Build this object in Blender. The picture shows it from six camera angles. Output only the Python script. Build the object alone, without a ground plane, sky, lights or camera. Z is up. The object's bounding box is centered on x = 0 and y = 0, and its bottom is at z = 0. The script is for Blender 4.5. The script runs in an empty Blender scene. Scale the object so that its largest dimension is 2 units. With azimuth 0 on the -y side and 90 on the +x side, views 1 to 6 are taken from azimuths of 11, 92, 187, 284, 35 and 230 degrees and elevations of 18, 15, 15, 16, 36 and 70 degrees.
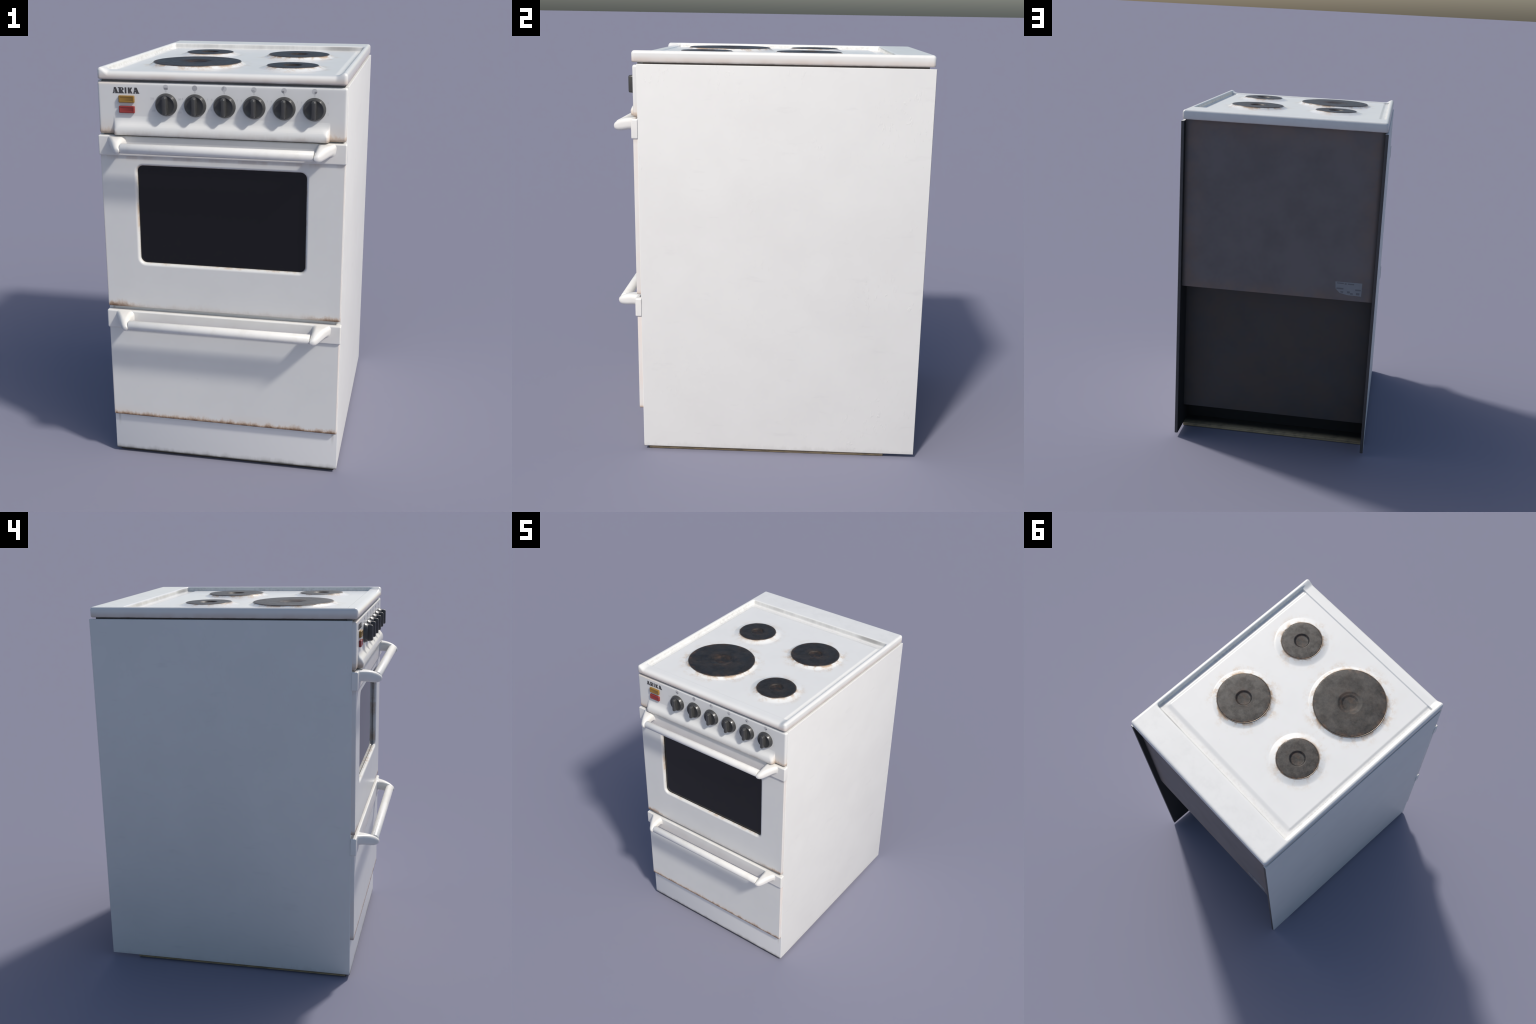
"""Old white enamel electric cooker: body, hob with four hotplates, control
panel with knobs, oven door with window and rail handle, warming drawer."""
import bpy, bmesh, math
import numpy as np
from mathutils import Vector

# ------------------------------------------------------------------ scene tree
ROOT = bpy.data.objects.new("electric_cooker", None)
bpy.context.scene.collection.objects.link(ROOT)
ROOT["label"] = "old white enamel electric cooker with four black hotplates"
ROOT["category"] = "kitchen stove"


def add_object(name, mesh, parent, mats=()):
    ob = bpy.data.objects.new(name, mesh)
    bpy.context.scene.collection.objects.link(ob)
    ob.parent = parent
    for m in mats:
        mesh.materials.append(m)
    return ob


# ------------------------------------------------------------------ node helper
class S:
    """A shader socket with arithmetic."""
    def __init__(self, g, sock):
        self.g, self.sock = g, sock

    def _op(self, op, *args, clamp=False):
        n = self.g.nt.nodes.new("ShaderNodeMath")
        n.operation, n.use_clamp = op, clamp
        for i, a in enumerate((self,) + args):
            self.g.put(a, n.inputs[i])
        return S(self.g, n.outputs[0])

    def __add__(s, o): return s._op("ADD", o)
    def __radd__(s, o): return s._op("ADD", o)
    def __sub__(s, o): return s._op("SUBTRACT", o)
    def __rsub__(s, o): return S.of(s.g, o)._op("SUBTRACT", s)
    def __mul__(s, o): return s._op("MULTIPLY", o)
    def __rmul__(s, o): return s._op("MULTIPLY", o)
    def __truediv__(s, o): return s._op("DIVIDE", o)
    def max(s, o): return s._op("MAXIMUM", o)
    def min(s, o): return s._op("MINIMUM", o)
    def abs(s): return s._op("ABSOLUTE")
    def sqrt(s): return s._op("SQRT")
    def pow(s, o): return s._op("POWER", o)

    @staticmethod
    def of(g, v):
        n = g.nt.nodes.new("ShaderNodeValue")
        n.outputs[0].default_value = v
        return S(g, n.outputs[0])

    def ramp(s, a, b, lo=0.0, hi=1.0):
        """Smooth step of the value from a..b to lo..hi (a may exceed b)."""
        n = s.g.nt.nodes.new("ShaderNodeMapRange")
        n.interpolation_type = "SMOOTHSTEP"
        if not isinstance(a, S) and not isinstance(b, S) and a > b:
            a, b, lo, hi = b, a, hi, lo
        for v, i in ((s, 0), (a, 1), (b, 2), (lo, 3), (hi, 4)):
            s.g.put(v, n.inputs[i])
        return S(s.g, n.outputs[0])


class Graph:
    def __init__(self, name):
        self.mat = bpy.data.materials.new(name)
        self.mat.use_nodes = True
        self.nt = self.mat.node_tree
        self.bsdf = self.nt.nodes["Principled BSDF"]
        tc = self.nt.nodes.new("ShaderNodeTexCoord")
        self.obj = tc.outputs["Object"]
        sep = self.nt.nodes.new("ShaderNodeSeparateXYZ")
        self.nt.links.new(self.obj, sep.inputs[0])
        self.x, self.y, self.z = (S(self, sep.outputs[i]) for i in range(3))

    def put(self, v, inp):
        if isinstance(v, S):
            self.nt.links.new(v.sock, inp)
        elif isinstance(v, (tuple, list)):
            inp.default_value = (*v, 1.0)
        else:
            inp.default_value = v

    def noise(self, scale, detail=3.0, rough=0.55, stretch=(1, 1, 1), shift=(0, 0, 0)):
        mp = self.nt.nodes.new("ShaderNodeMapping")
        mp.inputs["Scale"].default_value = stretch
        mp.inputs["Location"].default_value = shift
        self.nt.links.new(self.obj, mp.inputs["Vector"])
        n = self.nt.nodes.new("ShaderNodeTexNoise")
        n.inputs["Scale"].default_value = scale
        n.inputs["Detail"].default_value = detail
        n.inputs["Roughness"].default_value = rough
        self.nt.links.new(mp.outputs[0], n.inputs["Vector"])
        return S(self, n.outputs[0])

    def mix(self, a, b, fac):
        n = self.nt.nodes.new("ShaderNodeMix")
        n.data_type = "RGBA"
        self.put(fac, n.inputs[0])
        self.put(a, n.inputs[6])
        self.put(b, n.inputs[7])
        return S(self, n.outputs[2])

    def bump(self, height, strength, distance):
        n = self.nt.nodes.new("ShaderNodeBump")
        n.inputs["Strength"].default_value = strength
        n.inputs["Distance"].default_value = distance
        self.put(height, n.inputs["Height"])
        self.nt.links.new(n.outputs[0], self.bsdf.inputs["Normal"])

    def set(self, **kw):
        for k, v in kw.items():
            self.put(v, self.bsdf.inputs[k.replace("_", " ")])
        return self.mat


def plain(name, color, rough=0.4, metal=0.0, spec=0.5, mottling=0.0):
    g = Graph(name)
    c = color
    if mottling:
        c = g.mix(tuple(v * (1 - mottling) for v in color), tuple(min(1, v * (1 + mottling)) for v in color),
                  g.noise(30.0, 4))
    g.set(Base_Color=c, Roughness=rough, Metallic=metal)
    g.bsdf.inputs["Specular IOR Level"].default_value = spec
    return g.mat


# ------------------------------------------------------------------ dimensions
HX = 0.5755                     # hob half width
HY0, HY1 = -0.6425, 0.7515       # hob front and back
Z_RIM, Z_GROOVE, Z_PLATE, Z_APRON, Z_HOB_BOTTOM = 2.0, 1.972, 1.979, 1.984, 1.946
# hotplates: x, y, radius, collar width, dimple radius
HOTPLATES = [(0.285, -0.325, 0.1215, 0.041, 0.046),
             (-0.198, -0.2525, 0.2127, 0.026, 0.068),
             (-0.2435, 0.202, 0.122, 0.041, 0.047),
             (0.2425, 0.174, 0.1563, 0.030, 0.048)]
KNOB_X = [-0.249 + 0.1362 * i for i in range(6)]
KNOB_Z = 1.8375
PANEL_Y = -0.638

# ------------------------------------------------------------------ materials
WHITE = (0.725, 0.725, 0.70)
BEIGE = (0.74, 0.62, 0.50)
TAN = (0.50, 0.33, 0.19)
RUST = (0.115, 0.056, 0.028)
GRIME = (0.030, 0.028, 0.024)
GREY_DIRT = (0.30, 0.30, 0.28)


def enamel(name, rough=0.3, chips=0.0):
    """White enamel with faint clouds; returns graph and its colour so far."""
    g = Graph(name)
    cloud = g.noise(5.0, 5, 0.6).ramp(0.35, 0.75)
    col = g.mix(WHITE, tuple(v * 0.972 for v in WHITE), cloud)
    specks = g.noise(42.0, 2).ramp(0.70, 0.80)
    col = g.mix(col, tuple(v * 0.95 for v in WHITE), specks)
    g.put(rough, g.bsdf.inputs["Roughness"])
    h = g.noise(3.0, 2) * 0.4
    if chips:
        where = g.noise(4.0, 2, shift=(3, 1, 2)).ramp(0.52, 0.68)
        flecks = g.noise(70.0, 3, 0.6, stretch=(1, 1, 0.45)).ramp(0.58, 0.66)
        h = h + where * flecks * chips
    g.bump(h, 0.25, 0.002)
    return g, col


def bottom_rust(g, col, z0, reach, where=1.0, halo=0.06):
    """Corrosion creeping up from a lower edge at height z0."""
    h = g.z - z0
    jag = g.noise(17.0, 4, 0.62, stretch=(1, 0.2, 0.25))
    fine = g.noise(75.0, 3, 0.7, stretch=(1, 0.3, 0.6))
    warm = (h / halo).ramp(1.0, 0.0) * g.noise(9.0, 3, stretch=(1, 1, 0.4)).ramp(0.3, 0.7) * 0.40 * where
    col = g.mix(col, BEIGE, warm)
    lim = (jag.ramp(0.30, 0.72) * 0.75 + fine.ramp(0.3, 0.75) * 0.40 + 0.45) * reach
    tone = g.noise(31.0, 3, 0.6, stretch=(1, 0.2, 0.6)).ramp(0.30, 0.58, 0.5, 1.0)
    col = g.mix(col, TAN, (h / lim).ramp(2.0, 0.5) * 0.78 * where)
    col = g.mix(col, RUST, (h / lim).ramp(1.20, 0.15) * 0.97 * where * tone)
    return col


def make_side_mat():
    g, col = enamel("enamel_side", 0.46, chips=1.2)
    h = g.z - 0.0195
    lim = g.noise(30.0, 4, 0.7, stretch=(1, 1, 0.3)).ramp(0.25, 0.75) * 0.026 + 0.004
    col = g.mix(col, (0.46, 0.45, 0.42), (h / lim).ramp(1.5, 0.1) * 0.42)
    broad = g.noise(2.6, 5, 0.6, shift=(1, 2, 9)).ramp(0.38, 0.68)
    col = g.mix(col, (0.665, 0.66, 0.64), broad * 0.35 + 0.30)
    smear = g.noise(7.0, 4, 0.6, stretch=(1, 0.7, 2.4), shift=(0, 4, 7)).ramp(0.60, 0.74)
    col = g.mix(col, (0.62, 0.615, 0.60), smear * 0.35)
    return g.set(Base_Color=col)


def make_hob_mat():
    g, col = enamel("enamel_hob", 0.24)
    x, y, z = g.x, g.y, g.z
    # beige tint on the outer skirt, deepened for shading down its rounded edge
    skirt = z.ramp(1.982, 1.954) * ((x.abs() - 0.565).max(0.0) * 100.0 + (-0.628 - y).max(0.0) * 90.0 + (y - 0.735).max(0.0) * 20.0).min(1.0)
    col = g.mix(col, (0.58, 0.50, 0.44), skirt * g.noise(8.0, 3, stretch=(1, 1, 0.3)).ramp(0.2, 0.75, 0.45, 0.9))
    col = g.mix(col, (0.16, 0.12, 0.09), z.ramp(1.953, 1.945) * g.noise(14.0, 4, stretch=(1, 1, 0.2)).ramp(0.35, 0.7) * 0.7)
    # stains round the hotplates
    blot = g.noise(17.0, 5, 0.65)
    fine = g.noise(85.0, 4, 0.7)
    for i, (cx, cy, r, w, _) in enumerate(HOTPLATES):
        dx, dy = x - cx, y - cy
        d = (dx * dx + dy * dy).sqrt() - r
        amt = (1.0, 1.15, 0.8, 1.35)[i]
        near = d.ramp(0.020, 0.0)
        far = d.ramp(0.085, 0.012)
        col = g.mix(col, (0.61, 0.52, 0.42), (far * blot.ramp(0.45, 0.66) * fine.ramp(0.25, 0.60) * 0.80 * amt).min(0.9))
        col = g.mix(col, (0.45, 0.32, 0.21), (near * blot.ramp(0.42, 0.62) * 0.85 * amt).min(0.9))
        col = g.mix(col, (0.10, 0.06, 0.035), d.ramp(0.007, 0.0) * blot.ramp(0.30, 0.62) * 0.8)
    # faint film on the flat
    col = g.mix(col, (0.72, 0.66, 0.58), g.noise(3.2, 5, 0.65, shift=(2, 5, 1)).ramp(0.56, 0.80) * 0.28)
    # dried-on dirt in the gutters along the back lip and the sides
    strip_b = (y - 0.571).abs().ramp(0.012, 0.000) * (0.548 - x.abs()).ramp(0.0, 0.01) * z.ramp(1.999, 1.994)
    dirt_b = g.noise(9.0, 4, 0.65, stretch=(1, 0.2, 0.2), shift=(0.3, 0, 0)).ramp(0.36, 0.68, 0.30, 0.95)
    rightmost = (x - 0.42).abs().ramp(0.13, 0.03)
    col = g.mix(col, (0.44, 0.435, 0.42), (strip_b * (dirt_b + rightmost * 0.5)).min(0.95) * 0.72)
    col = g.mix(col, (0.14, 0.13, 0.12), strip_b * rightmost * 0.45)
    gut = (x.abs() - 0.542).abs().ramp(0.024, 0.006) * y.ramp(-0.566, -0.552) * y.ramp(0.575, 0.560) * z.ramp(1.997, 1.990)
    col = g.mix(col, (0.55, 0.54, 0.51), gut * g.noise(48.0, 5, 0.75).ramp(0.42, 0.62) * g.noise(6.0, 3).ramp(0.30, 0.62) * 0.75)
    gut_b = (y - 0.548).abs().ramp(0.026, 0.004) * (0.55 - x.abs()).ramp(0.0, 0.01)
    col = g.mix(col, (0.62, 0.60, 0.56), gut_b * g.noise(40.0, 5, 0.75).ramp(0.45, 0.62) * 0.4)
    # greyer, wiped back ledge
    col = g.mix(col, (0.62, 0.62, 0.60), y.ramp(0.575, 0.60) * g.noise(11.0, 6, 0.7).ramp(0.42, 0.72) * 0.40)
    return g.set(Base_Color=col)


def make_panel_mat():
    g, col = enamel("enamel_control_panel", 0.27)
    ends = g.x.abs().ramp(0.478, 0.512)
    col = bottom_rust(g, col, 1.693, 0.019, ends * 0.85 + 0.10, 0.075)
    col = g.mix(col, BEIGE, ends * g.z.ramp(1.80, 1.69) * 0.42)
    col = g.mix(col, BEIGE, g.z.ramp(1.915, 1.936) * g.x.ramp(-0.28, -0.50) * 0.6)
    under = g.z.ramp(1.722, 1.694) * g.noise(11.0, 4, stretch=(1, 1, 0.3)).ramp(0.36, 0.7) * 0.55
    col = g.mix(col, (0.40, 0.35, 0.31), under)
    return g.set(Base_Color=col)


def make_door_mat():
    g, col = enamel("enamel_oven_door", 0.27)
    corner = g.x.abs().ramp(0.36, 0.575)
    col = bottom_rust(g, col, 0.8305, 0.017, corner * 0.85 + 0.16, 0.055)
    # heat-browned strip under the handle
    col = g.mix(col, (0.50, 0.42, 0.36), g.z.ramp(1.562, 1.592) * g.noise(16.0, 4, stretch=(1, 1, 0.3)).ramp(0.3, 0.7) * 0.55)
    # corrosion on the lip of the window
    qx, qz = (g.x.abs() - 0.374).max(0.0), ((g.z - 1.3055).abs() - 0.212).max(0.0)
    d = (qx * qx + qz * qz).sqrt() - 0.030
    lip = d.ramp(0.010, -0.004) * g.noise(13.0, 4, 0.65).ramp(0.42, 0.66)
    col = g.mix(col, (0.50, 0.33, 0.19), lip * 0.75)
    col = g.mix(col, GRIME, d.ramp(0.000, -0.003) * 0.85)
    edge = g.x.abs().ramp(0.566, 0.578)
    col = g.mix(col, (0.735, 0.66, 0.60), edge * g.noise(6.0, 3).ramp(0.3, 0.7, 0.25, 0.8))
    return g.set(Base_Color=col)


def make_drawer_mat():
    g, col = enamel("enamel_drawer", 0.27)
    col = bottom_rust(g, col, 0.2265, 0.0150, 1.0, 0.075)
    edge = g.x.abs().ramp(0.566, 0.577)
    col = g.mix(col, (0.735, 0.65, 0.59), edge * g.noise(6.0, 3).ramp(0.3, 0.7, 0.25, 0.8))
    return g.set(Base_Color=col)


def make_kick_mat():
    g, col = enamel("enamel_plinth", 0.3)
    col = g.mix(col, (0.80, 0.80, 0.78), g.z.ramp(0.60, 0.30) * 0.9)
    h = g.z - 0.0175
    lim = g.noise(13.0, 4, 0.6, stretch=(1, 0.2, 0.3)).ramp(0.30, 0.75) * 0.014 + 0.009
    col = g.mix(col, (0.36, 0.35, 0.31), (h / lim).ramp(2.0, 0.3) * 0.50)
    col = g.mix(col, GRIME, (h / lim).ramp(0.85, 0.05) * 0.85)
    streak = (g.x.abs() - 0.556).abs().ramp(0.010, 0.001) * g.z.ramp(0.14, 0.235)
    col = g.mix(col, (0.40, 0.38, 0.34), streak * 0.6)
    col = g.mix(col, (0.30, 0.31, 0.31), g.z.ramp(0.815, 0.806) * g.z.ramp(0.77, 0.80) * 0.6)
    return g.set(Base_Color=col)


def make_handle_mat():
    g = Graph("cream_plastic")
    col = g.mix((0.76, 0.75, 0.715), (0.72, 0.705, 0.66), g.noise(8.0, 4).ramp(0.4, 0.75))
    return g.set(Base_Color=col, Roughness=0.28)


def make_rail_mat():
    g = Graph("white_rail")
    col = g.mix((0.75, 0.745, 0.715), (0.69, 0.68, 0.64), g.noise(14.0, 5, 0.65).ramp(0.45, 0.75))
    return g.set(Base_Color=col, Roughness=0.30)


def make_iron_mat():
    g = Graph("cast_iron")
    n1 = g.noise(14.0, 5, 0.65).ramp(0.35, 0.7)
    col = g.mix((0.0120, 0.0118, 0.0118), (0.024, 0.021, 0.018), n1)
    patch = g.noise(2.6, 5, 0.68, shift=(7, 3, 0)).ramp(0.42, 0.66)
    col = g.mix(col, (0.040, 0.031, 0.025), patch * 0.6)
    # Object coordinates are scaled so that the plate's rim is at 1
    r = (g.x * g.x + g.y * g.y).sqrt()
    col = g.mix(col, (0.006, 0.006, 0.006), g.noise(3.4, 5, 0.7, shift=(1, 9, 2)).ramp(0.48, 0.68) * 0.45)
    heat = g.noise(5.0, 4, 0.6)
    col = g.mix(col, (0.085, 0.048, 0.028), r.ramp(0.50, 0.25) * heat.ramp(0.44, 0.66) * 0.40)
    col = g.mix(col, (0.12, 0.06, 0.032), r.ramp(0.86, 1.0) * heat.ramp(0.44, 0.68) * 0.65)
    blotch = g.noise(3.1, 6, 0.70, shift=(4, 1, 6)).ramp(0.33, 0.66)
    g.put(blotch * 0.22 + n1 * 0.05 + 0.28, g.bsdf.inputs["Specular IOR Level"])
    return g.set(Base_Color=col, Roughness=n1 * 0.08 + patch * 0.05 + 0.41 + r.ramp(0.50, 0.30) * 0.08)


def make_back_mat(name, base, rust_top):
    g = Graph(name)
    blot = g.noise(4.0, 6, 0.65)
    col = g.mix(base, tuple(v * 0.82 for v in base), blot.ramp(0.35, 0.7))
    brown = tuple(a * b for a, b in zip(base, (1.35, 1.0, 0.72)))
    edge = (g.x.abs().ramp(0.40, 0.56)).max(g.z.ramp(1.05, 0.965)).max(g.z.ramp(rust_top, rust_top + 0.3))
    col = g.mix(col, brown, edge * g.noise(7.0, 5, 0.7).ramp(0.32, 0.66) * 0.6)
    col = g.mix(col, (0.022, 0.021, 0.021), g.x.abs().ramp(0.535, 0.562) * 0.6)
    return g.set(Base_Color=col, Roughness=0.55)


def make_board_mat():
    g = Graph("plywood")
    ply = g.noise(1.0, 1, 0.5, stretch=(1.0, 1.0, 260.0)).ramp(0.40, 0.60)
    col = g.mix((0.40, 0.31, 0.18), (0.22, 0.17, 0.105), ply)
    col = g.mix(col, (0.10, 0.09, 0.06), g.noise(20.0, 4).ramp(0.45, 0.7) * 0.5)
    col = g.mix(col, (0.012, 0.011, 0.010), g.y.ramp(0.600, 0.535) * g.z.ramp(0.018, 0.0195) * 0.95)  # top face blackened inwards: daylight fading under the cabinet, baked into colour
    col = g.mix(col, (0.030, 0.027, 0.024), g.y.ramp(-0.590, -0.597) * 0.85)  # front edge darkened to show the shadow it lies in
    return g.set(Base_Color=col, Roughness=0.8)


M_SIDE, M_HOB, M_PANEL = make_side_mat(), make_hob_mat(), make_panel_mat()
M_DOOR, M_DRAWER, M_KICK = make_door_mat(), make_drawer_mat(), make_kick_mat()
M_HANDLE, M_RAIL, M_IRON = make_handle_mat(), make_rail_mat(), make_iron_mat()
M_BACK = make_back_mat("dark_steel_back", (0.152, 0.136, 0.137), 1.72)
M_LOWBACK = make_back_mat("dark_steel_lower", (0.050, 0.048, 0.049), 0.75)  # darker copy of the back steel, toned for the shaded lower recess
M_SIDEBACK = plain("dark_steel_flange", (0.065, 0.060, 0.060), 0.6, mottling=0.2)
M_INSIDE = plain("near_black_inside", (0.010, 0.010, 0.010), 0.7)
M_NECK = plain("dark_gap", (0.21, 0.21, 0.21), 0.6, mottling=0.2)
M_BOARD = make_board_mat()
M_GLASS = plain("black_glass", (0.0035, 0.0035, 0.004), 0.03, spec=0.5)
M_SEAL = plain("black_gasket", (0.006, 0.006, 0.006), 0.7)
M_KNOB = plain("dark_grey_plastic", (0.052, 0.053, 0.053), 0.24, mottling=0.12)
M_AMBER = plain("amber_lens", (0.27, 0.152, 0.028), 0.22, mottling=0.08)
M_RED = plain("red_lens", (0.265, 0.036, 0.032), 0.22, mottling=0.08)
M_INK = plain("black_print", (0.056, 0.054, 0.055), 0.5)
M_PALE = plain("pale_grey_print", (0.41, 0.41, 0.415), 0.4)
M_MID = plain("grey_print", (0.26, 0.26, 0.265), 0.4)
M_FAINT = plain("faded_print", (0.545, 0.545, 0.54), 0.35)
M_RING = plain("stained_steel_ring", (0.15, 0.125, 0.10), 0.34, metal=0.6, mottling=0.4)
M_LABEL = plain("worn_foil_label", (0.23, 0.24, 0.25), 0.5, mottling=0.1)
M_LABELINK = plain("label_print", (0.135, 0.138, 0.15), 0.5)


# ------------------------------------------------------------------ mesh helpers
def mesh_from(name, verts, faces, smooth=True, angle=None):
    me = bpy.data.meshes.new(name)
    me.from_pydata([tuple(map(float, v)) for v in verts], [], faces)
    bm = bmesh.new()
    bm.from_mesh(me)
    bmesh.ops.remove_doubles(bm, verts=bm.verts, dist=1e-6)
    bmesh.ops.recalc_face_normals(bm, faces=bm.faces)
    bm.to_mesh(me)
    bm.free()
    me.polygons.foreach_set("use_smooth", [smooth] * len(me.polygons))
    if angle:
        me.set_sharp_from_angle(angle=math.radians(angle))
    me.update()
    return me


def loft(name, loops, cap0=True, cap1=True, angle=50):
    n = len(loops[0])
    verts = [p for lp in loops for p in lp]
    faces = []
    for k in range(len(loops) - 1):
        a, b = k * n, (k + 1) * n
        for i in range(n):
            j = (i + 1) % n
            faces.append((a + i, a + j, b + j, b + i))
    if cap0:
        faces.append(tuple(range(n - 1, -1, -1)))
    if cap1:
        faces.append(tuple(range((len(loops) - 1) * n, len(loops) * n)))
    return mesh_from(name, verts, faces, True, angle)


def rounded_rect(cx, cy, hw, hh, r, seg=7):
    r = max(r, 2e-4)
    pts = []
    for sx, sy, a0 in ((1, 1, 0), (-1, 1, 90), (-1, -1, 180), (1, -1, 270)):
        for k in range(seg + 1):
            a = math.radians(a0 + 90 * k / seg)
            pts.append((cx + sx * (hw - r) + r * math.cos(a), cy + sy * (hh - r) + r * math.sin(a)))
    return pts


def front_loop(cx, cz, hw, hh, r, y, seg=7):
    return [(u, y, v) for u, v in rounded_rect(cx, cz, hw, hh, r, seg)]


def slab_loops(cx, cz, hw, hh, r_plan, y_back, y_front, r_edge, steps=6):
    """Loops of a slab facing -y whose front edge is rounded over."""
    loops = [front_loop(cx, cz, hw, hh, r_plan, y_back)]
    for k in range(steps + 1):
        t = math.pi / 2 * k / steps
        ins = r_edge * (1 - math.cos(t))
        loops.append(front_loop(cx, cz, hw - ins, hh - ins, r_plan - ins, y_front + r_edge * (1 - math.sin(t))))
    ins = r_edge + 0.0025
    loops.append(front_loop(cx, cz, hw - ins, hh - ins, r_plan - ins, y_front))
    return loops


def box(name, x0, x1, y0, y1, z0, z1, bevel=0.0):
    bm = bmesh.new()
    bmesh.ops.create_cube(bm, size=1.0)
    for v in bm.verts:
        v.co = Vector((x0 + (v.co.x + .5) * (x1 - x0), y0 + (v.co.y + .5) * (y1 - y0), z0 + (v.co.z + .5) * (z1 - z0)))
    if bevel:
        bmesh.ops.bevel(bm, geom=bm.edges[:], offset=bevel, segments=3, affect="EDGES", profile=0.5)
    me = bpy.data.meshes.new(name)
    bm.to_mesh(me)
    bm.free()
    me.polygons.foreach_set("use_smooth", [True] * len(me.polygons))
    me.set_sharp_from_angle(angle=math.radians(35))
    return me


def lathe(name, profile, axis="z", seg=96, angle=40):
    """Revolve (radius, height) points; height runs along +z, or -y."""
    loops = []
    for r, h in profile:
        ring = []
        for k in range(seg):
            a = 2 * math.pi * k / seg
            c, s = r * math.cos(a), r * math.sin(a)
            ring.append((c, s, h) if axis == "z" else (c, -h, s))
        loops.append(ring)
    return loft(name, loops, True, True, angle)


def sstep(a, b, v):
    t = np.clip((v - a) / (b - a), 0, 1)
    return t * t * (3 - 2 * t)


def lines(*spans):
    """Concatenate (start, end, step) spans into one list of grid lines."""
    out = [spans[0][0]]
    for a, b, st in spans:
        n = max(1, int(round((b - a) / st)))
        out += [a + (b - a) * (k + 1) / n for k in range(n)]
    return np.array(out)


# ------------------------------------------------------------------ body
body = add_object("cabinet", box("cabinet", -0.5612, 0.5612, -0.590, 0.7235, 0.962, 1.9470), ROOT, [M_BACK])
for sx in (1, -1):
    me = box("side_panel", *sorted((sx * 0.5615, sx * 0.580)), -0.6175, 0.7545, 0.0195, 1.9385, 0.0022)
    ob = add_object("side_panel", me, body, [M_SIDE, M_SIDEBACK, M_INSIDE])
    for p in me.polygons:
        if p.normal.x * sx < -0.7:
            p.material_index = 2
        elif p.normal.y > 0.7:
            p.material_index = 1
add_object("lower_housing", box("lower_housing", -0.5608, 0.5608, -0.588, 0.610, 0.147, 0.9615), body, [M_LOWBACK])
add_object("front_frame", box("front_frame", -0.5797, 0.5797, -0.6188, -0.586, 0.0180, 1.690, 0.0015), body, [M_KICK])
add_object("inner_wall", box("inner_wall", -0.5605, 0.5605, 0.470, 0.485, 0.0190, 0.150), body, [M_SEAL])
add_object("neck", box("neck", -0.560, 0.560, -0.6155, 0.7150, 1.691, 1.9475), body, [M_NECK])
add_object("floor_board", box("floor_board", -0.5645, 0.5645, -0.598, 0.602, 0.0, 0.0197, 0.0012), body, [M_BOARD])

# worn type label on the back, lower corner scraped off
out = [(-0.343, 1.0720), (-0.498, 1.0728), (-0.4965, 0.9935), (-0.455, 0.9950), (-0.415, 0.9955),
       (-0.398, 1.0000), (-0.372, 1.0050), (-0.357, 1.0190), (-0.3465, 1.0310)]
lab = loft("type_label", [[(x, y, z) for x, z in out] for y in (0.7225, 0.7243)])
label = add_object("type_label", lab, body, [M_LABEL])
bars = [(-0.352, -0.392, 1.064, .007), (-0.397, -0.409, 1.062, .008), (-0.416, -0.452, 1.062, .007),
        (-0.351, -0.392, 1.032, .009), (-0.460, -0.492, 1.030, .009), (-0.376, -0.392, 1.012, .009),
        (-0.414, -0.430, 1.013, .012), (-0.432, -0.448, 1.005, .009), (-0.466, -0.486, 1.007, .013)]
vs, fs = [], []
for x0, x1, zc, h in bars:
    b = len(vs)
    for y in (0.7238, 0.7248):
        vs += [(x0, y, zc - h / 2), (x1, y, zc - h / 2), (x1, y, zc + h / 2), (x0, y, zc + h / 2)]
    fs += [(b, b + 1, b + 2, b + 3), (b + 4, b + 7, b + 6, b + 5)] + [
        (b + i, b + 4 + i, b + 4 + (i + 1) % 4, b + (i + 1) % 4) for i in range(4)]
add_object("label_lines", mesh_from("label_lines", vs, fs, False), label, [M_LABELINK])["kind"] = "stuff"

# ------------------------------------------------------------------ hob
ROLL = 0.016


def roll_lines(lo, hi, inner):
    """Grid lines with round-over spacing at both ends."""
    d = [ROLL * (1 - math.cos(math.pi / 2 * k / 7)) for k in range(8)]
    return np.array([lo + v for v in d] + list(inner[1:-1]) + [hi - v for v in d[::-1]])


gx = roll_lines(-HX, HX, lines((-HX + ROLL, -0.538, 0.0016), (-0.538, -0.490, 0.0028), (-0.490, 0.490, 0.0042),
                               (0.490, 0.538, 0.0028), (0.538, HX - ROLL, 0.0016)))
gy = roll_lines(HY0, HY1, lines((HY0 + ROLL, -0.582, 0.0030), (-0.582, -0.560, 0.0011), (-0.560, 0.500, 0.0042), (0.500, 0.553, 0.0028),
                                (0.553, 0.590, 0.0014), (0.590, HY1 - ROLL, 0.008)))
X, Y = np.meshgrid(gx, gy, indexing="ij")
# square corners of the grid are pulled onto a rounded plan corner
px, py = np.clip(X, -HX + ROLL, HX - ROLL), np.clip(Y, HY0 + ROLL, HY1 - ROLL)
ax, ay = X - px, Y - py
m = np.maximum(np.abs(ax), np.abs(ay))
ln = np.hypot(ax, ay)
f = np.where(ln > 1e-9, m / np.maximum(ln, 1e-9), 1.0)
PX, PY = px + ax * f, py + ay * f
edge_d = ROLL - m                                        # distance in from the outline
drop = np.where(edge_d < ROLL, ROLL - np.sqrt(np.maximum(ROLL ** 2 - (ROLL - edge_d) ** 2, 0)), 0)
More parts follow.
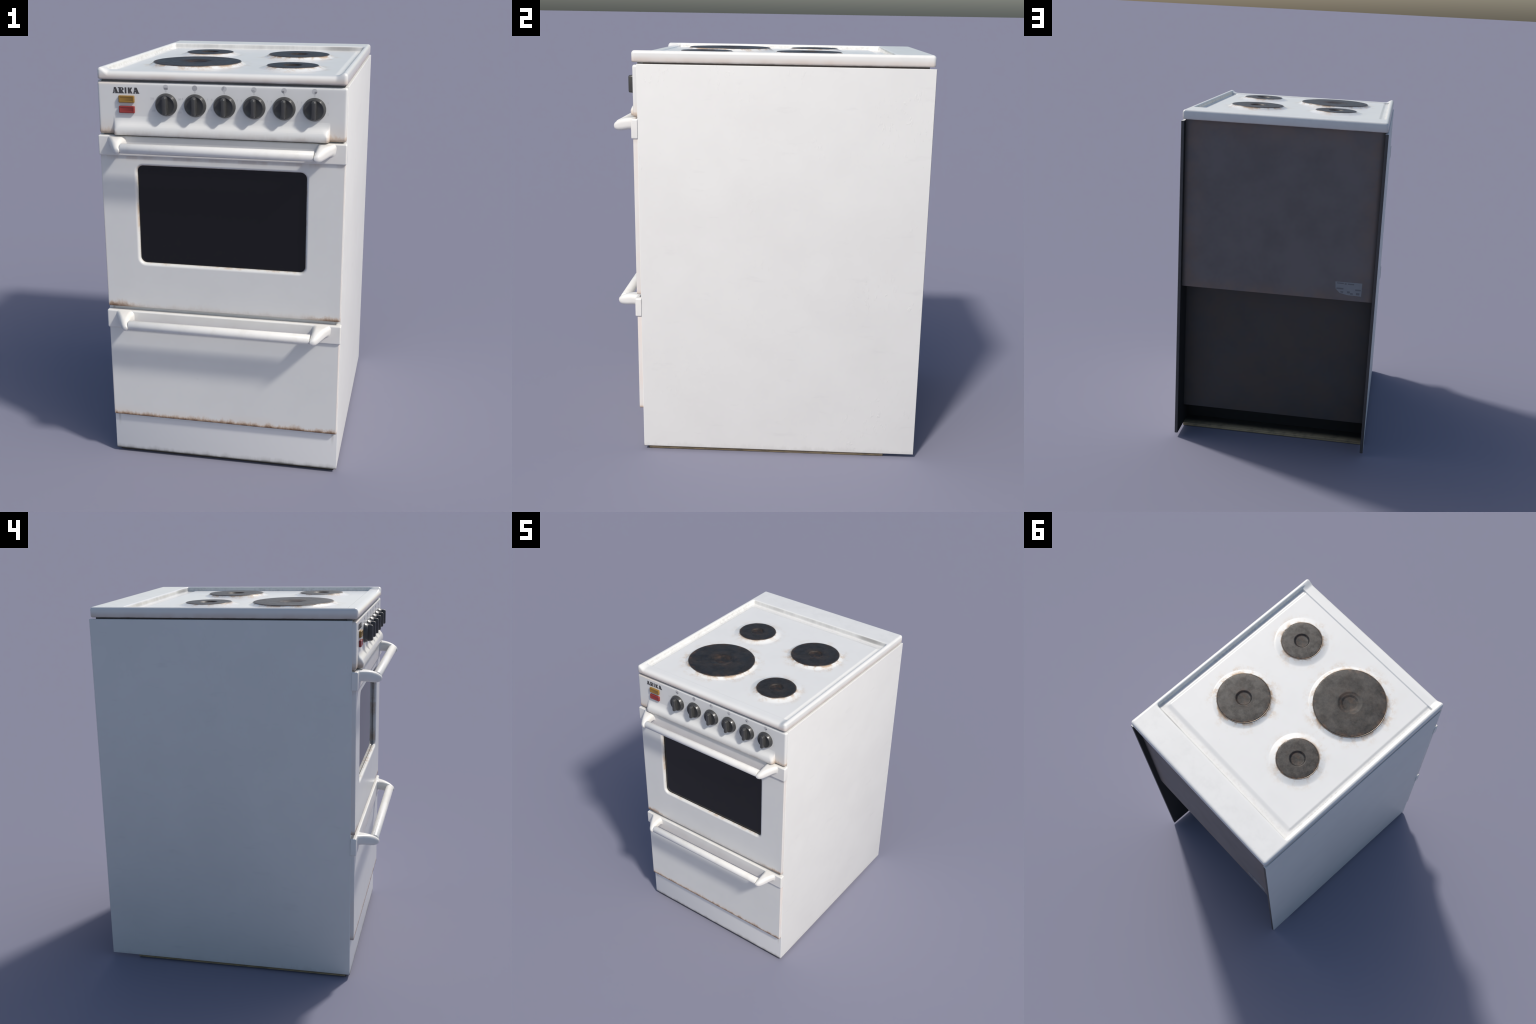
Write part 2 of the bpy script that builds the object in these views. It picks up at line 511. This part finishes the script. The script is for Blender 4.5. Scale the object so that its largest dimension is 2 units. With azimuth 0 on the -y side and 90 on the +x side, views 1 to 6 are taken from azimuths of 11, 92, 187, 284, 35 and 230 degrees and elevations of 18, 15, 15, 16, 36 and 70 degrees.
# recessed floor: side walls, back lip, open at the front apron
rc = 0.014
qx, qy = np.maximum(np.abs(PX) - (0.5495 - rc), 0), np.maximum(PY - (0.571 - rc), 0)
inside = np.minimum(rc - np.hypot(qx, qy), np.minimum(0.5495 - np.abs(PX), 0.571 - PY) + 10 * ((qx > 0) | (qy > 0)))
inside = np.where((qx > 0) | (qy > 0), rc - np.hypot(qx, qy), np.minimum(0.5495 - np.abs(PX), 0.571 - PY))
ease = sstep(-0.557, -0.603, PY)
wall_soft = sstep(0.030, -0.014, inside)
wall = np.interp(inside, [-0.012, -0.007, -0.0035, -0.001, 0.0005, 0.002, 0.0035, 0.006, 0.010, 0.015],
                 [1.0, 0.985, 0.93, 0.83, 0.70, 0.40, 0.17, 0.06, 0.015, 0.0])
wall = wall + (wall_soft - wall) * ease
plat = sstep(0.526, 0.508, np.abs(PX)) * sstep(0.535, 0.502, PY)
floor = Z_GROOVE + (Z_PLATE - Z_GROOVE) * plat
apron = Z_APRON - 0.0085 * np.clip((-0.605 - PY) / 0.0375, 0, 1) ** 2
floor = floor + (apron - floor) * sstep(-0.5670, -0.5755, PY)
for cx, cy, r, w, _ in HOTPLATES:
    d = np.hypot(PX - cx, PY - cy) - r
    floor += 0.0142 * np.clip(1 - np.maximum(d, 0) / w, 0, 1) ** 1.45 - 0.02 * (d < -0.008)
ZH = floor + (Z_RIM - floor) * wall - drop
ni, nj = X.shape
verts = np.stack([PX, PY, ZH], -1).reshape(-1, 3).tolist()
faces = [(i * nj + j, (i + 1) * nj + j, (i + 1) * nj + j + 1, i * nj + j + 1)
         for i in range(ni - 1) for j in range(nj - 1)]
ring = [i * nj for i in range(ni)] + [(ni - 1) * nj + j for j in range(1, nj)] + \
       [i * nj + nj - 1 for i in range(ni - 2, -1, -1)] + [j for j in range(nj - 2, 0, -1)]
rim_pts = np.array([verts[k] for k in ring])
inner = np.stack([np.clip(rim_pts[:, 0], -HX + ROLL, HX - ROLL), np.clip(rim_pts[:, 1], HY0 + ROLL, HY1 - ROLL)], -1)
out_dir = rim_pts[:, :2] - inner
out_dir /= np.maximum(np.linalg.norm(out_dir, axis=1, keepdims=True), 1e-9)
prev = ring
for ins, z in ((0, 1.958), (0, 1.953), (0.0012, 1.9495), (0.004, 1.9468), (0.008, Z_HOB_BOTTOM), (0.0155, Z_HOB_BOTTOM)):
    base = len(verts)
    xy = rim_pts[:, :2] - out_dir * ins
    verts += [(a, b, z) for a, b in xy]
    cur = list(range(base, base + len(ring)))
    for k in range(len(ring)):
        k2 = (k + 1) % len(ring)
        faces.append((prev[k], prev[k2], cur[k2], cur[k]))
    prev = cur
faces.append(tuple(prev))
hob = add_object("hob", mesh_from("hob", verts, faces, True, 60), ROOT, [M_HOB])

for cx, cy, r, w, rd in HOTPLATES:
    big = r > 0.2
    dz = 0.0078
    prof = [(0.0002, 1.9945 - dz)]
    if big:
        prof += [(rd * 0.56, 1.9945 - dz), (rd * 0.62, 1.9945 - dz * 0.96), (rd * 0.72, 1.9945 - dz * 0.50), (rd * 0.80, 1.9945 - dz * 0.40),
                 (rd * 0.90, 1.9945 - dz * 0.34), (rd * 0.98, 1.9945 - dz * 0.10), (rd * 1.06, 1.9945)]
    else:
        prof += [(rd * 0.72, 1.9945 - dz), (rd * 0.80, 1.9945 - dz * 0.96), (rd * 0.86, 1.9945 - dz * 0.75), (rd * 0.94, 1.9945 - dz * 0.25),
                 (rd * 0.99, 1.9945 - dz * 0.05), (rd * 1.04, 1.9945)]
    prof += [(rd * 1.10, 1.9945), (r * 0.75, 1.9943), (r - 0.0055, 1.9944), (r - 0.003, 1.9942), (r - 0.0012, 1.9932), (r - 0.0006, 1.9915), (r - 0.0005, 1.982)]
    # built at unit radius so that its material can follow the rim
    me = lathe("hotplate", [(a / r, (h - 1.985) / r) for a, h in prof], "z", 128, 45)
    hp = add_object("hotplate", me, hob, [M_IRON])
    hp.location, hp.scale = (cx, cy, 1.985), (r, r, r)
    ring_prof = [(r - 0.0012, 1.988), (r + 0.0026, 1.988), (r + 0.0026, 1.9922), (r + 0.0018, 1.9934), (r + 0.0004, 1.9937), (r - 0.0012, 1.9930)]
    seg = 128
    loops = [[(cx + a * math.cos(2 * math.pi * k / seg), cy + a * math.sin(2 * math.pi * k / seg), h) for k in range(seg)]
             for a, h in ring_prof]
    add_object("hotplate_ring", loft("hotplate_ring", loops, False, False, 60), hob, [M_RING])

# ------------------------------------------------------------------ control panel
PW, PZ0, PZ1 = 0.5775, 1.6945, 1.9350
R2 = 0.011


def plate_lines(lo, hi, inner):
    d = [R2 * (1 - math.cos(math.pi / 2 * k / 6)) for k in range(7)]
    return np.array([lo + v for v in d] + list(inner[1:-1]) + [hi - v for v in d[::-1]])


BX = 0.5035
xs = plate_lines(-PW, PW, lines((-PW + R2, -BX - .002, .006), (-BX - .002, -BX + 0.016, 0.0009), (-BX + 0.016, -BX + 0.060, 0.003), (-BX + 0.060, BX - 0.060, 0.012),
                                (BX - 0.060, BX - 0.016, 0.003), (BX - 0.016, BX + .002, 0.0009), (BX + .002, PW - R2, 0.006)))
zs = plate_lines(PZ0, PZ1, lines((PZ0 + R2, 1.785, 0.0022), (1.785, PZ1 - R2, 0.008)))
XX, ZZ = np.meshgrid(xs, zs, indexing="ij")
px, pz = np.clip(XX, -PW + R2, PW - R2), np.clip(ZZ, PZ0 + R2, PZ1 - R2)
ax, az = XX - px, ZZ - pz
m = np.maximum(np.abs(ax), np.abs(az))
ln = np.hypot(ax, az)
f = np.where(ln > 1e-9, m / np.maximum(ln, 1e-9), 1.0)
QX, QZ = px + ax * f, pz + az * f
roll = np.where(m > 0, R2 - np.sqrt(np.maximum(R2 ** 2 - m ** 2, 0)), 0)
# the hand-grip roll along the lower edge, cut off square near both ends
bulge = np.interp(QZ, [1.694, 1.6965, 1.700, 1.706, 1.713, 1.720, 1.727, 1.734, 1.741, 1.748, 1.755, 1.762, 1.770, 1.780],
                  [0.0235, 0.0250, 0.0262, 0.0270, 0.0272, 0.0266, 0.0250, 0.0222, 0.0175, 0.0120, 0.0075, 0.0044, 0.0020, 0.0])
e = BX - np.abs(QX)
fade = 0.015 + 0.040 * np.clip((QZ - 1.718) / 0.045, 0, 1)      # the upper slope dies away before the ends
endf = np.where(e <= 0, 0, np.sqrt(np.clip(1 - (1 - np.clip(e / fade, 0, 1)) ** 2, 0, 1)))
YY = PANEL_Y + roll * (1 - endf * (bulge > 0.02)) - bulge * endf
ni, nj = XX.shape
verts = np.stack([QX, YY, QZ], -1).reshape(-1, 3).tolist()
faces = [(i * nj + j, (i + 1) * nj + j, (i + 1) * nj + j + 1, i * nj + j + 1)
         for i in range(ni - 1) for j in range(nj - 1)]
ring = [i * nj for i in range(ni)] + [(ni - 1) * nj + j for j in range(1, nj)] + \
       [i * nj + nj - 1 for i in range(ni - 2, -1, -1)] + [j for j in range(nj - 2, 0, -1)]
base = len(verts)
verts += [(verts[k][0], -0.6170, verts[k][2]) for k in ring]
n = len(ring)
faces += [(ring[k], ring[(k + 1) % n], base + (k + 1) % n, base + k) for k in range(n)]
faces.append(tuple(range(base, base + n)))
panel = add_object("control_panel", mesh_from("control_panel", verts, faces, True, 48), ROOT, [M_PANEL])

# knobs: dished disc with a finger grip standing on it
disc = lathe("knob_disc", [(0.0002, 0.0165), (0.020, 0.0170), (0.034, 0.0190), (0.0400, 0.0212), (0.0425, 0.0222),
                           (0.0436, 0.0219), (0.0446, 0.0208), (0.0482, 0.0135), (0.0515, 0.0065), (0.0521, 0.0045), (0.0522, 0.0030),
                           (0.0520, 0.0)], "y", 72, 50)
gl = []
for y, hw, z0, z1, r in ((-0.012, .0125, -.0445, .0430, .0110), (-0.026, .0114, -.0432, .0420, .0105), (-0.040, .0104, -.0418, .0410, .0098),
                         (-0.0420, .0096, -.0412, .0400, .0090), (-0.0442, .0080, -.0396, .0380, .0075), (-0.0453, .0058, -.0370, .0352, .0054),
                         (-0.0456, .0030, -.0340, .0322, .0028)):
    gl.append(front_loop(0, (z0 + z1) / 2, hw, (z1 - z0) / 2, r, y, 6))
grip = loft("knob_grip", gl, True, True, 50)
bm = bmesh.new()
bm.from_mesh(disc)
bm.from_mesh(grip)
bm.to_mesh(disc)
bm.free()
disc.polygons.foreach_set("use_smooth", [True] * len(disc.polygons))
disc.set_sharp_from_angle(angle=math.radians(50))
disc.materials.append(M_KNOB)
for kx in KNOB_X:
    ob = bpy.data.objects.new("control_knob", disc)
    bpy.context.scene.collection.objects.link(ob)
    ob.parent = panel
    ob.location = (kx, PANEL_Y + 0.0003, KNOB_Z)

for name, zc, mt in (("amber_indicator", 1.8585, M_AMBER), ("red_indicator", 1.8110, M_RED)):
    loops = slab_loops(-0.4365, zc, 0.0372, 0.0163, 0.0040, -0.637, -0.6500, 0.0030, 4)
    for ins, y in ((0.0060, -0.6500), (0.0068, -0.6494), (0.0080, -0.6488)):
        loops.append(front_loop(-0.4365, zc, 0.0372 - ins, 0.0163 - ins, 0.0008, y))
    add_object(name, loft(name, loops, True, True, 50), panel, [mt])


def flat_shapes(name, polys, mat, parent, y=PANEL_Y, t=0.0006):
    """Raised print: thin prisms from convex outlines in the x-z plane."""
    vs, fs = [], []
    for poly in polys:
        b, n = len(vs), len(poly)
        vs += [(u, y - t, v) for u, v in poly] + [(u, y + 0.001, v) for u, v in poly]
        fs.append(tuple(range(b, b + n)))
        fs.append(tuple(range(b + 2 * n - 1, b + n - 1, -1)))
        fs += [(b + i, b + n + i, b + n + (i + 1) % n, b + (i + 1) % n) for i in range(n)]
    return add_object(name, mesh_from(name, vs, fs, False), parent, [mat])


# maker's lettering in heavy slab capitals
LX, LZ, LW, LH = -0.5020, 1.8842, 0.1265, 0.0270


def letter(u0, u1, strokes):
    """Strokes are quads in the letter's own unit square."""
    w = (u1 - u0) * LW
    return [[(LX + u0 * LW + a * w, LZ + b * LH) for a, b in q] for q in strokes]


A = [[(0.20, 1.0), (0.60, 1.0), (0.94, 0.08), (0.52, 0.08)], [(0.24, 1.0), (0.36, 1.0), (0.20, 0.08), (0.06, 0.08)],
     [(0.20, 0.42), (0.62, 0.42), (0.62, 0.24), (0.16, 0.24)], [(0.0, 0.13), (0.30, 0.13), (0.30, 0.0), (0.0, 0.0)],
     [(0.42, 0.13), (1.0, 0.13), (1.0, 0.0), (0.42, 0.0)]]
R_ = [[(0.16, 1.0), (0.50, 1.0), (0.50, 0.0), (0.16, 0.0)], [(0.0, 1.0), (0.80, 1.0), (0.80, 0.86), (0.0, 0.86)],
      [(0.66, 0.95), (0.92, 0.86), (0.92, 0.58), (0.66, 0.50)], [(0.40, 0.62), (0.80, 0.60), (0.74, 0.44), (0.40, 0.44)],
      [(0.40, 0.50), (0.66, 0.50), (0.98, 0.0), (0.62, 0.0)], [(0.02, 0.13), (0.60, 0.13), (0.60, 0.0), (0.02, 0.0)]]
I_ = [[(0.10, 1.0), (0.90, 1.0), (0.90, 0.0), (0.10, 0.0)]]
K_ = [[(0.06, 1.0), (0.44, 1.0), (0.44, 0.0), (0.06, 0.0)], [(0.62, 1.0), (0.98, 1.0), (0.62, 0.46), (0.34, 0.46)],
      [(0.36, 0.56), (0.66, 0.56), (1.0, 0.0), (0.60, 0.0)]]
polys = letter(0.0, 0.207, A) + letter(0.195, 0.430, R_) + letter(0.450, 0.525, I_) + letter(0.562, 0.745, K_) + letter(0.772, 1.0, A)
vs, fs = [], []
for k, poly in enumerate(polys):
    polys[k] = poly
for k, poly in enumerate(polys):       # neighbouring strokes overlap: stagger them a hair
    b, n, t = len(vs), len(poly), 0.0007 + 0.00006 * (k % 6)
    vs += [(u, PANEL_Y - t, v) for u, v in poly] + [(u, PANEL_Y + 0.001, v) for u, v in poly]
    fs += [tuple(range(b, b + n)), tuple(range(b + 2 * n - 1, b + n - 1, -1))]
    fs += [(b + i, b + n + i, b + n + (i + 1) % n, b + (i + 1) % n) for i in range(n)]
add_object("lettering", mesh_from("lettering", vs, fs, False), panel, [M_INK])


def disc_poly(cx, cz, r, a0=0, a1=360, n=28, hub=False):
    pts = [(cx + r * math.cos(math.radians(a0 + (a1 - a0) * k / n)), cz + r * math.sin(math.radians(a0 + (a1 - a0) * k / n)))
           for k in range(n if a1 - a0 >= 360 else n + 1)]
    return pts + ([(cx, cz)] if hub else [])


ICON_Z, IR = 1.9165, 0.0121
ring_polys, dark_polys, mid_polys = [], [], []
for i, kx in enumerate(KNOB_X):
    cx = kx - 0.001
    if i == 0:
        ring_polys += [disc_poly(cx, ICON_Z, IR)]
        dark_polys += [[(cx - 0.0085, ICON_Z - .0015), (cx + 0.0095, ICON_Z - .0015), (cx + 0.0095, ICON_Z - .0105), (cx - .0055, ICON_Z - .0105)]]
    elif i == 1:
        mid_polys += [disc_poly(cx, ICON_Z, IR)]
    else:
        ring_polys += [disc_poly(cx, ICON_Z, IR)]
        a = {2: 90, 3: 180, 4: 180, 5: 270}[i]
        (dark_polys if i > 3 else mid_polys).append(disc_poly(cx, ICON_Z, IR * 0.95, a, a + (90 if i > 3 else 130), 10, True))
add_object_ring = flat_shapes("symbols_pale", ring_polys, M_FAINT, panel, t=0.0003)
flat_shapes("symbols_grey", mid_polys, M_PALE, panel, t=0.0005)
flat_shapes("symbols_dark", dark_polys, M_MID, panel, t=0.0006)

# faded scale figures round each knob
vs, fs = [], []
for i, kx in enumerate(KNOB_X):
    marks = [("0", 0.0, 0.0608)]
    if i == 0:
        marks += [("250", -0.066, 0.026), ("50", 0.064, 0.027), ("200", -0.062, -0.030), ("150", 0.002, -0.068), ("100", 0.062, -0.034)]
    else:
        marks += [("6", -0.058, 0.030), ("1", 0.060, 0.030), ("5", -0.062, -0.018), ("2", 0.061, -0.020), ("3", 0.004, -0.066)]
    for txt, dx, dz in marks:
        cu = bpy.data.curves.new("figure", "FONT")
        cu.body, cu.size, cu.align_x, cu.align_y = txt, 0.0125, "CENTER", "CENTER"
        cu.extrude = 0.0004
        tmp = bpy.data.objects.new("figure", cu)
        bpy.context.scene.collection.objects.link(tmp)
        bpy.context.view_layer.update()
        me = tmp.evaluated_get(bpy.context.evaluated_depsgraph_get()).to_mesh()
        b = len(vs)
        vs += [(kx + dx + v.co.x, PANEL_Y - v.co.z, KNOB_Z + dz + v.co.y) for v in me.vertices]
        fs += [tuple(b + k for k in p.vertices) for p in me.polygons]
        tmp.to_mesh_clear()
        bpy.data.objects.remove(tmp)
        bpy.data.curves.remove(cu)
add_object("scale_figures", mesh_from("scale_figures", vs, fs, False), panel, [M_FAINT])["kind"] = "stuff"

# ------------------------------------------------------------------ oven door
DY = -0.640
dcz, dhh = (0.8305 + 1.600) / 2, (1.600 - 0.8305) / 2
loops = slab_loops(0, dcz, 0.578, dhh, 0.006, -0.6185, DY, 0.0045, 5)
WZ, WHW, WHH, WR = 1.3055, 0.4035, 0.2420, 0.030
LIP = 0.013
loops.append(front_loop(0, WZ, WHW + LIP + 0.003, WHH + LIP + 0.003, WR + LIP + 0.003, DY))
for k in range(9):
    t = math.pi / 2 * k / 8
    ins = LIP * (1 - math.sin(t))
    loops.append(front_loop(0, WZ, WHW + ins, WHH + ins, WR + ins, DY + LIP * (1 - math.cos(t))))
loops.append(front_loop(0, WZ, WHW - 0.0003, WHH - 0.0003, WR, -0.6180))
door = add_object("oven_door", loft("oven_door", loops, True, False, 40), ROOT, [M_DOOR])
add_object("window_glass", loft("window_glass", slab_loops(0, WZ, WHW + 0.003, WHH + 0.003, WR, -0.6175, -0.6195, 0.0006, 2)), door, [M_GLASS])
sl = [front_loop(0, WZ, WHW - a, WHH - a, WR - a, y) for a, y in ((0.0, -0.618), (0.0, -0.6208), (0.0022, -0.6205), (0.0028, -0.618))]
add_object("window_gasket", loft("window_gasket", sl, False, False), door, [M_SEAL])

# ------------------------------------------------------------------ drawer
loops = slab_loops(0, (0.2265 + 0.725) / 2, 0.5772, (0.725 - 0.2265) / 2, 0.006, -0.6185, -0.6390, 0.0045, 5)
drawer = add_object("warming_drawer", loft("warming_drawer", loops, True, True, 40), ROOT, [M_DRAWER])


# ------------------------------------------------------------------ handles
def handle(parent, dz):
    z0, z1 = 1.5930 + dz, 1.6878 + dz
    loops = slab_loops(0, (z0 + z1) / 2, 0.5835, (z1 - z0) / 2, 0.008, -0.6185, -0.6480, 0.0065, 5)
    add_object("handle_plate", loft("handle_plate", loops, True, True, 40), parent, [M_HANDLE])
    for sx in (1, -1):
        # horn-shaped bracket: y, inner x, outer x, bottom z, top z
        secs = [(-0.6395, .4400, .5420, 1.6230, 1.6885), (-0.6480, .4425, .5395, 1.6255, 1.6872),
                (-0.6492, .4440, .5372, 1.6268, 1.6866), (-0.6515, .4458, .5345, 1.6280, 1.6860),
                (-0.6560, .4474, .5312, 1.6290, 1.6854), (-0.6650, .4486, .5255, 1.6288, 1.6846),
                (-0.6800, .4490, .5170, 1.6264, 1.6832), (-0.6950, .4487, .5085, 1.6230, 1.6806),
                (-0.7100, .4480, .5003, 1.6200, 1.6766), (-0.7230, .4470, .4928, 1.6186, 1.6716),
                (-0.7340, .4464, .4858, 1.6190, 1.6658), (-0.7430, .4460, .4790, 1.6216, 1.6596),
                (-0.7490, .4460, .4730, 1.6254, 1.6542), (-0.7522, .4461, .4680, 1.6292, 1.6498),
                (-0.7537, .4464, .4630, 1.6330, 1.6460), (-0.7543, .4474, .4570, 1.6368, 1.6425)]
        lps = []
        for y, xi, xo, zb, zt in secs:
            w, h = xo - xi, zt - zb
            lim = min(w, h) * 0.49
            corner = [(min(.0215, lim), 1, 1), (min(.0230, lim), 0, 1), (min(.0200, lim), 0, 0), (min(.0230, lim), 1, 0)]
            lp = []
            for q, (r, cx, cz) in enumerate(corner):
                for k in range(9):
                    an = math.radians(90 * q + 90 * k / 8)
                    u = (w - r if cx else r) + r * math.cos(an)
                    v = (h - r if cz else r) + r * math.sin(an)
                    u *= 1 - 0.10 * (1 - v / h)          # undercut: narrower below
                    lp.append((sx * (xi + u), y, zb + v + dz))
            lps.append(lp)
        add_object("handle_bracket", loft("handle_bracket", lps, True, True, 70), parent, [M_HANDLE])
    seg, r = 40, 0.0236
    prof = [(-0.4462, r * 0.5), (-0.4456, r * 0.97), (-0.4448, r), (0.0, r), (0.4438, r), (0.4446, r * 0.97), (0.4452, r * 0.5)]
    lps = [[(x, -0.7262 + rr * math.cos(2 * math.pi * k / seg), 1.6450 + dz + rr * math.sin(2 * math.pi * k / seg))
            for k in range(seg)] for x, rr in prof]
    add_object("handle_rail", loft("handle_rail", lps, True, True, 50), parent, [M_RAIL])


handle(door, 0.0)
handle(drawer, -0.8765)
